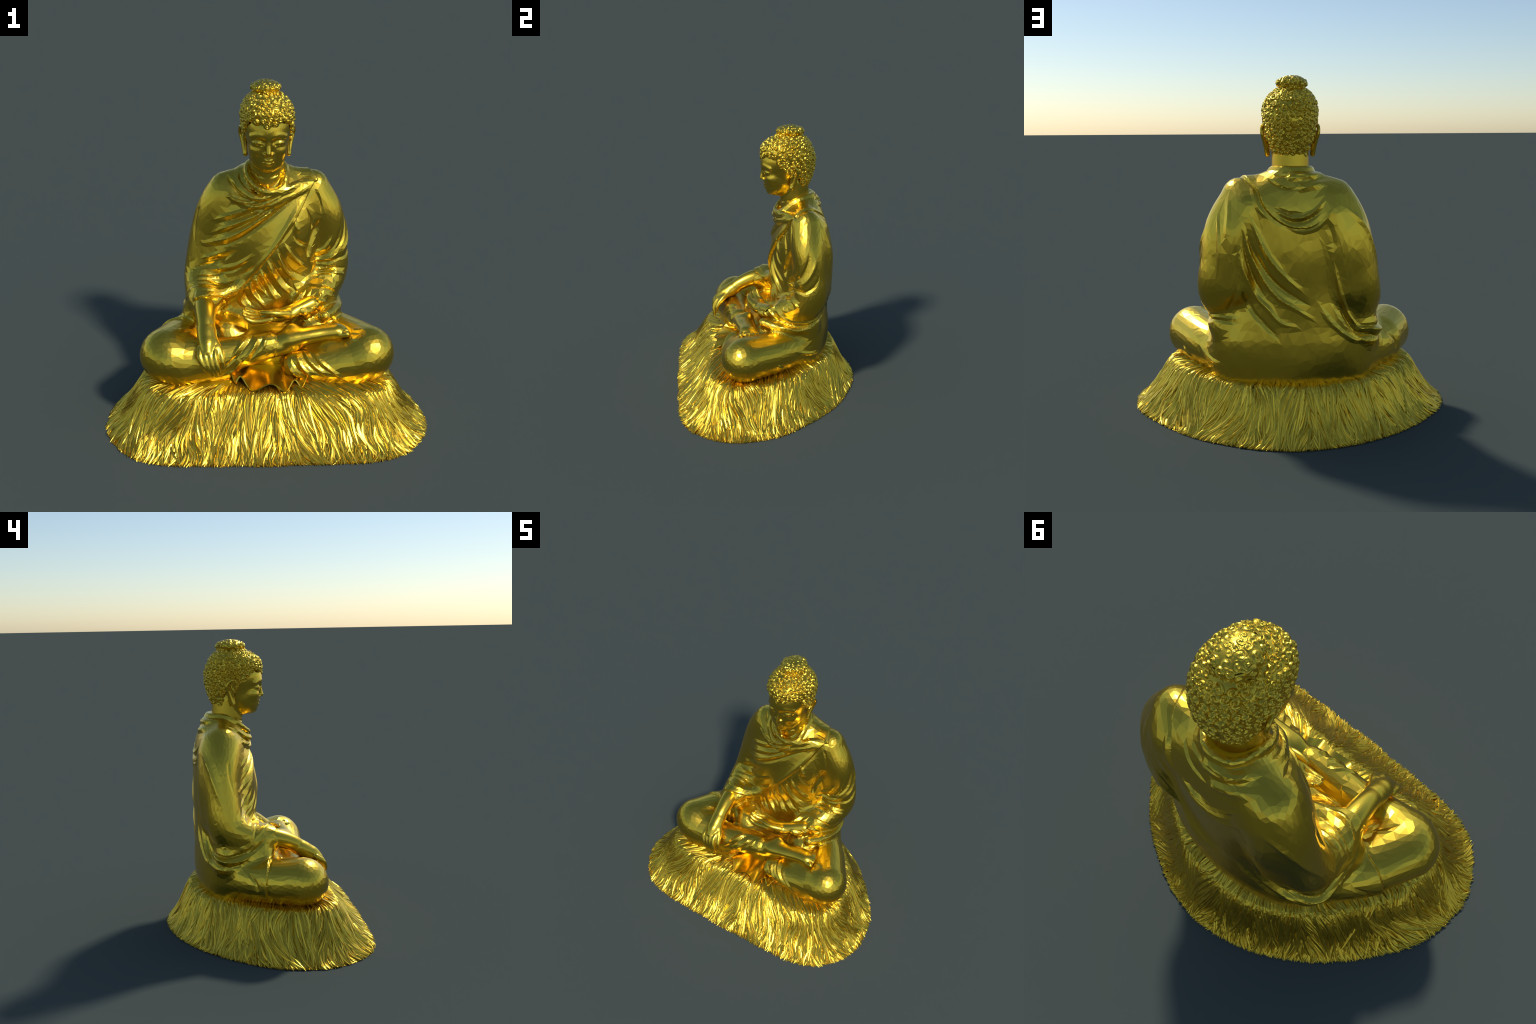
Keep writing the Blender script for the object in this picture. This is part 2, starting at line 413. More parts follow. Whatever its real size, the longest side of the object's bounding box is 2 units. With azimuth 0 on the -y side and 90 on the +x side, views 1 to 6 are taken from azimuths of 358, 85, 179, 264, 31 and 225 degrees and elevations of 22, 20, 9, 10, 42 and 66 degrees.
# curved pleats of the inner garment between the wrap and the left arm
CHEST_FOLDS = [
    (0.0112, 0.0156, [(0.167, 0.095, 1.198), (0.18, 0.087, 1.136), (0.212, 0.095, 1.094)]),
    (-0.008, 0.01, [(0.155, 0.078, 1.127), (0.188, 0.083, 1.053), (0.254, 0.118, 1)]),
    (-0.007, 0.009, [(0.243, 0.135, 1.242), (0.276, 0.136, 1.157), (0.277, 0.133, 1.106)]),
    (0.015, 0.0143, [(0.1, 0.059, 1.057), (0.145, 0.071, 0.973), (0.199, 0.104, 0.905), (0.252, 0.129, 0.86)]),
    (-0.011, 0.01, [(0.07, 0.052, 1.027), (0.102, 0.056, 0.946), (0.155, 0.083, 0.86), (0.234, 0.117, 0.804)]),
    (0.0125, 0.0143, [(0.07, 0.051, 1.007), (0.09, 0.054, 0.927), (0.142, 0.077, 0.836), (0.215, 0.104, 0.776)]),
    (-0.01, 0.01, [(0.027, 0.047, 0.963), (0.06, 0.053, 0.874), (0.118, 0.074, 0.783), (0.176, 0.079, 0.733)]),
    (0.0138, 0.0143, [(0.003, 0.047, 0.951), (0.035, 0.051, 0.869), (0.081, 0.073, 0.777), (0.15, 0.067, 0.704)]),
    (-0.01, 0.01, [(-0.027, 0.049, 0.89), (0.005, 0.059, 0.818), (0.056, 0.069, 0.739), (0.1, 0.059, 0.688)]),
    (0.0138, 0.0143, [(-0.033, 0.049, 0.883), (-0.014, 0.055, 0.82), (0.031, 0.069, 0.725), (0.068, 0.054, 0.669)]),
    (-0.009, 0.01, [(-0.052, 0.052, 0.856), (-0.026, 0.068, 0.774), (0.025, 0.059, 0.688)]),
    (0.0138, 0.0143, [(-0.07, 0.054, 0.841), (-0.044, 0.068, 0.767), (0.025, 0.059, 0.688)]),
    (-0.01, 0.01, [(-0.088, 0.058, 0.806), (-0.063, 0.074, 0.73), (-0.007, 0.054, 0.656)]),
    (0.0138, 0.0143, [(-0.101, 0.06, 0.792), (-0.075, 0.076, 0.709), (-0.001, 0.048, 0.625)]),
    (-0.01, 0.011, [(-0.138, 0.058, 0.752), (-0.113, 0.076, 0.675), (-0.063, 0.052, 0.623)]),
    (0.0125, 0.013, [(-0.163, 0.057, 0.733), (-0.151, 0.078, 0.66), (-0.12, 0.059, 0.614)]),
    (0.01, 0.013, [(-0.251, 0.015, 0.712), (-0.246, 0.085, 0.624), (-0.277, 0.074, 0.594)]),
    (-0.024, 0.02, [(0.34, 0.163, 1.173), (0.298, 0.151, 1.073), (0.267, 0.128, 0.975), (0.265, 0.133, 0.92)]),
    (-0.008, 0.009, [(0.292, 0.175, 1.35), (0.325, 0.167, 1.275), (0.339, 0.163, 1.186)]),
]
# creases radiating from the left armpit and rings on the forearm
LEFT_SLEEVE_FOLDS = [
    (-0.01, 0.012, [(0.285, 0.151, 0.898), (0.369, 0.18, 0.92), (0.443, 0.185, 1.005), (0.467, 0.208, 1.103)]),
    (0.01, 0.013, [(0.291, 0.154, 0.931), (0.367, 0.177, 0.969), (0.415, 0.178, 1.049)]),
    (-0.009, 0.01, [(0.279, 0.147, 0.88), (0.383, 0.177, 0.873), (0.488, 0.207, 0.908)]),
    (0.01, 0.011, [(0.286, 0.154, 0.884), (0.377, 0.179, 0.893), (0.465, 0.193, 0.941)]),
    (-0.008, 0.009, [(0.294, 0.164, 0.839), (0.39, 0.171, 0.842), (0.523, 0.244, 0.809)]),
    (0.009, 0.009, [(0.294, 0.16, 0.827), (0.39, 0.161, 0.825), (0.462, 0.174, 0.812)]),
    (-0.009, 0.009, [(0.273, 0.133, 0.797), (0.357, 0.153, 0.815), (0.448, 0.159, 0.798)]),
    (0.008, 0.009, [(0.286, 0.131, 0.791), (0.369, 0.135, 0.802), (0.42, 0.14, 0.793)]),
    (0.01, 0.01, [(0.281, 0.064, 0.738), (0.24, 0.015, 0.693), (0.241, -0.054, 0.671)]),
    (-0.008, 0.008, [(0.311, 0.047, 0.732), (0.27, -0.001, 0.686), (0.273, -0.047, 0.653)]),
    (0.009, 0.009, [(0.342, 0.047, 0.731), (0.307, -0.005, 0.681)]),
    (0.01, 0.009, [(0.219, 0.069, 0.723), (0.176, -0.009, 0.691)]),
    (-0.007, 0.008, [(0.251, 0.073, 0.734), (0.201, -0.009, 0.69)]),
    (-0.012, 0.014, [(0.411, 0.176, 0.931), (0.486, 0.219, 1.015), (0.496, 0.261, 1.108), (0.473, 0.282, 1.208)]),
    (0.011, 0.016, [(0.466, 0.192, 0.916), (0.511, 0.26, 0.995), (0.503, 0.309, 1.084), (0.47, 0.331, 1.189)]),
    (-0.01, 0.014, [(0.44, 0.18, 0.898), (0.514, 0.238, 0.901), (0.522, 0.311, 0.95), (0.5, 0.347, 1.026)]),
    (0.01, 0.012, [(0.356, 0.044, 0.721), (0.415, 0.092, 0.678), (0.455, 0.179, 0.65), (0.47, 0.268, 0.652), (0.403, 0.355, 0.659), (0.273, 0.414, 0.657)]),
    (-0.012, 0.012, [(0.374, 0.05, 0.641), (0.45, 0.141, 0.629), (0.472, 0.23, 0.621), (0.448, 0.325, 0.643), (0.275, 0.418, 0.632)]),
    (0.01, 0.014, [(0.435, 0.02, 0.616), (0.468, 0.116, 0.609), (0.48, 0.206, 0.593), (0.47, 0.299, 0.609)]),
    (0.008, 0.009, [(0.388, 0.148, 0.812), (0.472, 0.176, 0.798), (0.503, 0.206, 0.777)]),
    (0.008, 0.009, [(0.198, -0.019, 0.689), (0.285, -0.027, 0.668), (0.317, 0.001, 0.63)]),
    (0.009, 0.009, [(0.193, 0.005, 0.694), (0.34, 0.015, 0.682), (0.394, 0.063, 0.636)]),
]
# cowl under the neck and diagonal swags across the back
BACK_FOLDS = [
    (0.008, 0.014, [(0.08, 0.461, 1.202), (-0.044, 0.465, 1.154), (-0.144, 0.448, 1.182), (-0.228, 0.436, 1.28)]),
    (-0.011, 0.013, [(0.096, 0.453, 1.259), (0.038, 0.462, 1.215), (-0.044, 0.462, 1.201), (-0.119, 0.448, 1.233), (-0.17, 0.436, 1.281)]),
    (0.009, 0.011, [(0.112, 0.446, 1.284), (0.038, 0.46, 1.235), (-0.036, 0.46, 1.225), (-0.111, 0.446, 1.257), (-0.204, 0.412, 1.345)]),
    (-0.008, 0.011, [(0.095, 0.449, 1.28), (0.03, 0.459, 1.251), (-0.053, 0.456, 1.25)]),
    (-0.008, 0.009, [(0.143, 0.358, 1.439), (0.094, 0.411, 1.405), (0.028, 0.43, 1.377), (-0.054, 0.438, 1.385)]),
    (-0.007, 0.009, [(0.118, 0.354, 1.456), (0.06, 0.389, 1.451), (-0.039, 0.41, 1.453), (-0.106, 0.388, 1.456)]),
    (0.008, 0.014, [(0.227, 0.37, 1.395), (0.194, 0.439, 1.292), (0.129, 0.453, 1.21)]),
    (0.014, 0.015, [(0.244, 0.451, 1.252), (0.196, 0.448, 1.135), (0.13, 0.462, 1.011), (0.04, 0.475, 0.903), (-0.085, 0.468, 0.791)]),
    (-0.014, 0.017, [(0.261, 0.458, 1.212), (0.229, 0.456, 1.078), (0.172, 0.449, 0.959), (0.09, 0.467, 0.86), (-0.018, 0.474, 0.784), (-0.11, 0.465, 0.73)]),
    (0.014, 0.016, [(0.269, 0.465, 1.171), (0.23, 0.454, 1.028), (0.164, 0.449, 0.9), (0.082, 0.468, 0.792), (-0.018, 0.474, 0.725), (-0.144, 0.462, 0.643)]),
    (-0.013, 0.014, [(0.281, 0.463, 1.188), (0.254, 0.463, 1.029), (0.206, 0.439, 0.873), (0.149, 0.453, 0.781)]),
    (0.014, 0.016, [(0.295, 0.473, 1.073), (0.272, 0.465, 0.946), (0.215, 0.436, 0.813), (0.132, 0.46, 0.723), (0.066, 0.473, 0.648), (-0.051, 0.475, 0.622)]),
    (-0.01, 0.018, [(0.29, 0.464, 0.861), (0.233, 0.424, 0.725), (0.15, 0.462, 0.629), (0.067, 0.479, 0.546)]),
    (-0.008, 0.016, [(0.29, 0.465, 1.171), (0.3, 0.47, 0.972), (0.306, 0.464, 0.845), (0.344, 0.386, 0.735), (0.389, 0.366, 0.635)]),
    (0.007, 0.012, [(0.408, 0.362, 1.27), (0.405, 0.423, 1.067), (0.42, 0.423, 0.872)]),
    (0.008, 0.022, [(0.344, 0.368, 1.362), (0.352, 0.427, 1.217), (0.362, 0.453, 1.071)]),
    (0.012, 0.014, [(-0.22, 0.448, 0.998), (-0.246, 0.441, 0.869), (-0.303, 0.396, 0.687), (-0.375, 0.369, 0.596), (-0.447, 0.35, 0.595)]),
    (-0.014, 0.013, [(-0.248, 0.424, 0.754), (-0.303, 0.4, 0.644), (-0.365, 0.383, 0.565), (-0.465, 0.348, 0.55)]),
    (0.01, 0.018, [(-0.136, 0.458, 0.754), (-0.213, 0.444, 0.638), (-0.328, 0.411, 0.541), (-0.429, 0.363, 0.514)]),
    (-0.008, 0.022, [(-0.227, 0.452, 1.032), (-0.21, 0.452, 1.132), (-0.177, 0.447, 1.215)]),
    (0.009, 0.013, [(0.649, 0.027, 0.414), (0.619, 0.059, 0.375), (0.58, 0.098, 0.348)]),
    (0.009, 0.014, [(0.545, 0.168, 0.46), (0.476, 0.272, 0.406), (0.384, 0.375, 0.381)]),
]
# hanging loop below the right elbow
RIGHT_SLEEVE_FOLDS = [
    (-0.013, 0.014, [(-0.305, 0.398, 0.647), (-0.376, 0.367, 0.603), (-0.493, 0.303, 0.597), (-0.498, 0.222, 0.607), (-0.491, 0.151, 0.632), (-0.488, 0.091, 0.688)]),
    (0.013, 0.014, [(-0.321, 0.394, 0.62), (-0.457, 0.348, 0.583), (-0.507, 0.276, 0.567), (-0.503, 0.176, 0.576), (-0.497, 0.105, 0.625)]),
    (-0.014, 0.014, [(-0.323, 0.401, 0.59), (-0.462, 0.349, 0.542), (-0.505, 0.277, 0.527), (-0.506, 0.2, 0.548), (-0.5, 0.117, 0.603)]),
    (0.01, 0.018, [(-0.191, 0.438, 0.781), (-0.268, 0.421, 0.638), (-0.386, 0.381, 0.533), (-0.476, 0.328, 0.509), (-0.498, 0.265, 0.5)]),
    (-0.007, 0.009, [(-0.238, 0.058, 0.77), (-0.457, 0.086, 0.764), (-0.489, 0.105, 0.695)]),
    (-0.008, 0.014, [(-0.5, 0.152, 0.592), (-0.491, 0.08, 0.659), (-0.467, 0.018, 0.709)]),
    (-0.006, 0.014, [(-0.393, 0.251, 1.241), (-0.427, 0.251, 1.131), (-0.44, 0.22, 0.981)]),
    (0.008, 0.02, [(-0.258, 0.423, 1.298), (-0.395, 0.387, 1.176), (-0.455, 0.344, 1.039), (-0.495, 0.291, 0.869)]),
]
# trouser creases
LEG_FOLDS = [
    (0.009, 0.011, [(-0.102, -0.2, 0.565), (-0.166, -0.276, 0.528), (-0.222, -0.312, 0.462)]),
    (-0.008, 0.01, [(-0.081, -0.206, 0.568), (-0.139, -0.28, 0.522), (-0.195, -0.308, 0.444)]),
    (0.009, 0.011, [(-0.047, -0.223, 0.568), (-0.097, -0.286, 0.509), (-0.16, -0.299, 0.43)]),
    (-0.008, 0.009, [(-0.026, -0.225, 0.569), (-0.069, -0.284, 0.507), (-0.111, -0.291, 0.441)]),
    (0.008, 0.009, [(-0.005, -0.227, 0.57), (-0.035, -0.281, 0.505)]),
    (0.008, 0.012, [(-0.153, -0.301, 0.471), (-0.202, -0.301, 0.393), (-0.279, -0.311, 0.351)]),
    (-0.007, 0.01, [(-0.181, -0.301, 0.487), (-0.251, -0.317, 0.418)]),
    (0.011, 0.012, [(0.113, -0.281, 0.416), (0.155, -0.302, 0.364), (0.199, -0.289, 0.323)]),
    (-0.01, 0.011, [(0.134, -0.267, 0.447), (0.181, -0.312, 0.385), (0.247, -0.306, 0.316)]),
    (0.011, 0.012, [(0.164, -0.241, 0.465), (0.201, -0.314, 0.409), (0.279, -0.328, 0.337)]),
    (-0.01, 0.011, [(0.194, -0.223, 0.47), (0.236, -0.316, 0.426), (0.319, -0.34, 0.359)]),
    (0.01, 0.012, [(0.203, -0.195, 0.471), (0.25, -0.312, 0.44), (0.361, -0.343, 0.352)]),
    (-0.01, 0.012, [(0.236, -0.223, 0.478), (0.297, -0.329, 0.432), (0.402, -0.349, 0.363)]),
    (0.01, 0.013, [(0.261, -0.255, 0.479), (0.331, -0.337, 0.429), (0.481, -0.341, 0.321)]),
    (0.006, 0.01, [(0.495, -0.161, 0.576), (0.578, -0.21, 0.601)]),
    (-0.006, 0.009, [(0.489, -0.202, 0.566), (0.539, -0.24, 0.585)]),
    (0.006, 0.009, [(0.486, -0.23, 0.557), (0.527, -0.281, 0.56)]),
    (-0.005, 0.01, [(-0.535, -0.207, 0.59), (-0.45, -0.106, 0.549)]),
    (0.005, 0.01, [(-0.537, -0.164, 0.592), (-0.45, -0.089, 0.552)]),
    (-0.006, 0.014, [(-0.625, 0.099, 0.394), (-0.619, 0.108, 0.453), (-0.537, 0.157, 0.519)]),
]
# cloth edges
HEMS = [
    (0.013, 0.06, [(-0.447, -0.027, 0.706), (-0.396, -0.049, 0.742), (-0.317, -0.028, 0.739), (-0.213, 0.047, 0.71), (-0.163, 0.052, 0.748), (-0.113, 0.061, 0.798), (-0.027, 0.048, 0.91), (0.07, 0.053, 1.039), (0.155, 0.082, 1.151), (0.224, 0.134, 1.268), (0.273, 0.173, 1.363), (0.306, 0.207, 1.397)]),
    (0.01, 0.05, [(-0.631, 0.037, 0.339), (-0.658, 0.044, 0.433), (-0.627, 0.033, 0.523), (-0.554, 0.013, 0.571), (-0.307, -0.05, 0.552)]),
    (0.01, 0.045, [(0.182, 0.075, 0.721), (0.258, 0.093, 0.752), (0.351, 0.072, 0.754), (0.45, 0.138, 0.682)]),
]
# edge of the wrap passing over the left shoulder
STRAP = [
    (0.01, 0.06, [(0.287, 0.189, 1.387), (0.31, 0.212, 1.402), (0.202, 0.386, 1.383), (0.161, 0.437, 1.292), (0.096, 0.457, 1.219), (-0.003, 0.466, 1.171), (-0.102, 0.456, 1.175), (-0.185, 0.446, 1.232)]),
]
flat_V = V; N = normals(V, Q)
V = apply_hems(V, N, HEMS + STRAP)
V = apply_folds(V, N, WRAP_FOLDS + CHEST_FOLDS + LEFT_SLEEVE_FOLDS + BACK_FOLDS + RIGHT_SLEEVE_FOLDS + LEG_FOLDS)
V = smooth(V, Q, 2, 0.4)
crease = np.linalg.norm(V - smooth(V, Q, 24), axis=1) / 0.003
V = V + N * (0.0005 * hash_noise(V, 18, 1))[:, None]   # hand-worked unevenness
V, T = decimated(V, Q, 26000, crease)
split_regions(V, T, body_region, ['robed_torso', 'sleeved_arm', 'sleeved_arm', 'robed_leg', 'robed_leg'], gold)

# ------------------------------------------------------------------ head
CX = 0.006
def build_head():
    f = Field((-0.17, -0.05, 1.36), (0.18, 0.42, 1.95), 0.0035)
    f.limb((CX, 0.232, 1.36), (CX, 0.228, 1.58), 0.108, 0.102, 0.01)
    f.ball((CX, 0.185, 1.745), (0.142, 0.190, 0.17), 0.02)
    f.ball((CX, 0.125, 1.715), (0.118, 0.142, 0.13), 0.03)             # brow and temples
    f.ball((CX, 0.122, 1.605), (0.113, 0.117, 0.115), 0.03)            # cheeks
    f.ball((CX, 0.090, 1.540), (0.084, 0.066, 0.052), 0.04)            # jaw
    f.ball((CX, 0.055, 1.514), (0.038, 0.031, 0.023), 0.025)           # chin
    f.ball((CX, 0.058, 1.572), (0.046, 0.043, 0.032), 0.03)            # muzzle
    for s in (-1, 1):
        f.ball((CX + s * 0.056, -0.016, 1.678), (0.044, 0.026, 0.020), 0.022, 'cut')
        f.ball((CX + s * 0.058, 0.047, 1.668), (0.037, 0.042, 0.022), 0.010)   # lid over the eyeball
        f.tube([(CX + s * 0.094, 0.042, 1.664), (CX + s * 0.060, 0.004, 1.651), (CX + s * 0.024, 0.014, 1.660)], [0.002, 0.004, 0.002], 0.003, 12, 'cut')
        f.tube([(CX + s * 0.014, 0.006, 1.698), (CX + s * 0.05, 0.008, 1.714), (CX + s * 0.098, 0.042, 1.700)], [0.011, 0.011, 0.008], 0.02, 12)
        f.ball((CX + s * 0.019, 0.006, 1.603), (0.012, 0.013, 0.010), 0.008)
        f.ball((CX + s * 0.064, 0.062, 1.620), (0.038, 0.046, 0.036), 0.03)
    f.tube([(CX, 0.006, 1.712), (CX, 0.001, 1.685), (CX, -0.004, 1.65), (CX, -0.012, 1.614)], [0.013, 0.013, 0.0135, 0.0145], 0.012, 14)
    f.tube([(CX - 0.040, 0.032, 1.561), (CX - 0.016, 0.012, 1.568), (CX, 0.012, 1.565), (CX + 0.016, 0.012, 1.568), (CX + 0.040, 0.032, 1.561)], [0.004, 0.0098, 0.0088, 0.0098, 0.004], 0.004, 18)
    f.tube([(CX - 0.034, 0.030, 1.555), (CX, 0.0145, 1.5465), (CX + 0.034, 0.030, 1.555)], [0.004, 0.0118, 0.004], 0.004, 16)
    f.tube([(CX - 0.046, 0.030, 1.562), (CX - 0.02, 0.006, 1.559), (CX, 0.002, 1.557), (CX + 0.02, 0.006, 1.559), (CX + 0.046, 0.030, 1.562)], [0.002, 0.0028, 0.003, 0.0028, 0.002], 0.003, 16, 'cut')
    # ring of the neck
    f.tube([(CX - 0.10, 0.19, 1.46), (CX, 0.115, 1.432), (CX + 0.10, 0.19, 1.46)], [0.003], 0.008, 20, 'cut')
    V, Q = f.mesh()
    return smooth(V, Q, 2), Q

V, Q = build_head()
V, T = decimated(V, Q, 5000)
split_regions(V, T, lambda c: (c[:, 2] - 1.47 + 0.35 * (c[:, 1] - 0.12) < 0).astype(int) * 1, ['head', 'neck'], gold)

def build_ear(s):
    cx = CX + s * 0.0
    f = Field((-0.2, 0.13, 1.52), (0.2, 0.27, 1.74), 0.0028)
    def P(pts): return [(CX + s * p[0], p[1], p[2]) for p in pts]
    f.tube(P([(0.118, 0.178, 1.655), (0.132, 0.166, 1.69), (0.146, 0.185, 1.722), (0.157, 0.218, 1.715), (0.158, 0.236, 1.68), (0.144, 0.224, 1.63), (0.132, 0.208, 1.585), (0.128, 0.196, 1.56)]),
           [0.007, 0.008, 0.009, 0.010, 0.010, 0.011, 0.014, 0.015], 0.006, 26)
    f.tube(P([(0.128, 0.203, 1.70), (0.128, 0.208, 1.65), (0.124, 0.198, 1.60), (0.124, 0.192, 1.565)]), [0.020, 0.022, 0.016, 0.015], 0.008, 14, flat=((1, 0, 0), 0.55))
    f.tube(P([(0.140, 0.182, 1.645), (0.142, 0.200, 1.66), (0.146, 0.21, 1.69)]), [0.006, 0.006, 0.005], 0.004, 8)
    V, Q = f.mesh()
    return smooth(V, Q, 1), Q

for s in (-1, 1):
    V, Q = build_ear(s)
    V, T = decimated(V, Q, 900)
    new_object('ear', V, T, gold)

# ------------------------------------------------------------------ hair
HAIR_Y = [(1.54, 0.275), (1.63, 0.262), (1.66, 0.175), (1.70, 0.145), (1.74, 0.095), (1.776, 0.072), (1.790, 0.03), (1.80, -0.2)]
def hairline(x, y, z):
    """Negative where hair grows."""
    t = np.array(HAIR_Y)
    side = np.interp(z, t[:, 0], t[:, 1]) - y
    peak = 1.757 + 0.36 * np.abs(x - CX) - z
    return np.minimum(side, np.maximum(peak, np.abs(x - CX) - 0.10))

def build_hair():
    f = Field((-0.19, -0.06, 1.54), (0.19, 0.42, 2.02), 0.004)
    f.stack([(1.555, CX, 0.225, 0.096, 0.102), (1.60, CX, 0.20, 0.118, 0.148), (1.66, CX, 0.185, 0.136, 0.182), (1.72, CX, 0.182, 0.146, 0.195),
             (1.78, CX, 0.180, 0.152, 0.194), (1.83, CX - .003, 0.172, 0.149, 0.186), (1.87, CX - .005, 0.176, 0.132, 0.163), (1.905, -0.002, 0.185, 0.100, 0.118), (1.925, -0.003, 0.195, 0.070, 0.085)], 0.02, 2.15)
    s, g = f._block((-1, -1, 0), (1, 1, 3))
    f.v[s] = np.maximum(f.v[s], hairline(*g).astype(F) * 0.8)
    f.ball((-0.003, 0.198, 1.948), (0.081, 0.095, 0.044), 0.006)
    V, Q = f.mesh()
    return smooth(V, Q, 1), Q

def curl_mesh(i, turns, hand):
    """A little snail-shell lock: a dome with a spiral ridge."""
    nr, nt = 9, 18
    V = [(0, 0, 0.60)]; faces = []
    rg = np.random.default_rng(i)
    ph = rg.uniform(0, 6.28)
    for a in range(1, nr + 1):
        r = a / nr
        for b in range(nt):
            th = 2 * math.pi * b / nt
            ridge = 0.5 + 0.5 * math.cos(hand * th + ph - 2 * math.pi * turns * r)
            z = 0.40 * math.sqrt(max(0, 1 - r * r)) + 0.42 * ridge * (1 - r**5) - 0.25 * r**6 + rg.normal(0, 0.02)
            rr = r * (1 + 0.07 * math.sin(2 * th + ph))
            V.append((rr * math.cos(th), rr * math.sin(th), z))
    for b in range(nt):
        faces.append((0, 1 + b, 1 + (b + 1) % nt))
    for a in range(nr - 1):
        for b in range(nt):
            p = 1 + a * nt + b; q = 1 + a * nt + (b + 1) % nt
            faces.append((p, p + nt, q + nt, q))
    ob = new_object('hair_curl', V, faces, gold_hair)
    return ob

V, Q = build_hair()
hairN = normals(V, Q); hairV = V
Vd, T = decimated(V, Q, 6000)
hair = new_object('hair', Vd, T, gold_hair)
protos = [curl_mesh(i, t, h) for i, (t, h) in enumerate([(1.15, 1), (1.3, -1), (1.0, 1), (1.45, -1), (1.2, 1)])]
cand = RNG.permutation(len(hairV)); placed = []; rad = []
for i in cand:
    p = hairV[i]; n = hairN[i]
    if p[2] < 1.925 and hairline(*p) > -0.004: continue
    if n[2] < (-0.25 if p[2] > 1.92 else -0.6): continue
    r = RNG.uniform(0.0180, 0.0250)
    if placed:
        d = np.linalg.norm(np.array(placed) - p, axis=1)
        if np.any(d < (np.array(rad) + r) * 0.66): continue
    placed.append(p); rad.append(r)
    if len(placed) >= 330: break
for k, (p, r) in enumerate(zip(placed, rad)):
    pr = protos[k % len(protos)]
    ob = pr if k < len(protos) else pr.copy()
    if k >= len(protos): bpy.context.scene.collection.objects.link(ob)
    i = np.argmin(np.linalg.norm(hairV - p, axis=1)); n = Vector(hairN[i])
    q = n.to_track_quat('Z', 'Y') @ Quaternion((0, 0, 1), RNG.uniform(0, 6.28))
    ob.parent = hair
    flat = 0.55 if p[2] > 1.97 else 1.0
    ob.matrix_world = Matrix.LocRotScale(Vector(p - hairN[i] * 0.003), q, Vector((r * 1.08, r * 1.08, r * 0.70 * flat)))

# ------------------------------------------------------------------ hands and forearms
def build_right_hand():
    f = Field((-0.48, -0.44, 0.36), (-0.22, 0.08, 0.80), 0.0045)
    f.tube([(-0.380, 0.06, 0.700), (-0.372, -0.06, 0.682), (-0.363, -0.16, 0.645), (-0.357, -0.235, 0.600)], [0.064, 0.063, 0.056, 0.048], 0.01, 30)
    f.tube([(-0.357, -0.215, 0.607), (-0.354, -0.285, 0.570), (-0.352, -0.340, 0.530)], [0.050, 0.053, 0.036], 0.03, 20, flat=((0.0, 0.55, 0.83), 0.60))
    for dx, L in ((-0.045, 0.84), (-0.015, 0.97), (0.015, 1.0), (0.043, 0.92)):
        x0 = -0.352 + dx; tip = -0.345 + dx * 0.78 + 0.035
        f.tube([(x0, -0.325, 0.548), (x0 + 0.002, -0.368, 0.515), ((x0 + tip) / 2, -0.388, 0.53 - 0.075 * L), (tip, -0.385, 0.53 - 0.130 * L)],
               [0.018, 0.0175, 0.0155, 0.0095], 0.008, 20)
    f.tube([(-0.322, -0.265, 0.580), (-0.288, -0.315, 0.545), (-0.268, -0.358, 0.495), (-0.257, -0.372, 0.440)], [0.025, 0.021, 0.017, 0.009], 0.014, 20)
    V, Q = f.mesh(); return smooth(V, Q, 2), Q

def build_left_hand():
    f = Field((-0.20, -0.18, 0.54), (0.30, 0.12, 0.76), 0.0045)
    f.tube([(0.27, 0.02, 0.67), (0.19, -0.025, 0.652), (0.13, -0.05, 0.635)], [0.052, 0.047, 0.048], 0.01, 20, flat=((0, 0, 1), 0.85))
    f.tube([(0.14, -0.045, 0.632), (0.08, -0.055, 0.622), (0.015, -0.06, 0.618)], [0.052, 0.064, 0.062], 0.02, 20, flat=((0, 0.2, 1), 0.62))
    for dy, L in ((-0.046, 0.86), (-0.016, 1.0), (0.014, 1.0), (0.042, 0.82)):
        f.tube([(0.02, -0.062 + dy, 0.622), (-0.05, -0.064 + dy * 1.05, 0.618 + dy * .1), (-0.05 - 0.05 * L, -0.075 + dy * 0.9, 0.630 + dy * .3), (-0.045 - 0.098 * L, -0.083 + dy * 0.75, 0.658 + dy * 0.45)],
               [0.0195, 0.0190, 0.017, 0.0115], 0.006, 20)
    f.tube([(0.12, -0.085, 0.650), (0.06, -0.115, 0.664), (0.01, -0.122, 0.674), (-0.035, -0.12, 0.676)], [0.027, 0.023, 0.018, 0.011], 0.012, 20)
    V, Q = f.mesh(); return smooth(V, Q, 2), Q

def build_foot():
    f = Field((-0.06, -0.31, 0.36), (0.52, -0.03, 0.68), 0.0045)
    f.tube([(-0.02, -0.198, 0.493), (0.06, -0.195, 0.495), (0.15, -0.175, 0.515)], [0.076, 0.066, 0.068], 0.01, 16)
    f.ball((0.150, -0.145, 0.562), (0.050, 0.046, 0.050), 0.03)
    f.tube([(0.13, -0.175, 0.530), (0.24, -0.165, 0.545), (0.33, -0.155, 0.555), (0.405, -0.152, 0.562)], [0.078, 0.076, 0.072, 0.072], 0.03, 20, flat=((0.0, 0.35, 1), 0.68))
    for i, (x, y, z, r) in enumerate([(0.466, -0.212, 0.572, 0.020), (0.468, -0.178, 0.577, 0.016), (0.462, -0.149, 0.577, 0.015), (0.450, -0.121, 0.573, 0.014), (0.434, -0.095, 0.565, 0.014)]):
        f.tube([(x - 0.055, -0.150 + (y + 0.15) * 0.85, z - 0.010), (x, y, z)], [r * 0.85, r], 0.006, 8)
    V, Q = f.mesh(); return smooth(V, Q, 2), Q

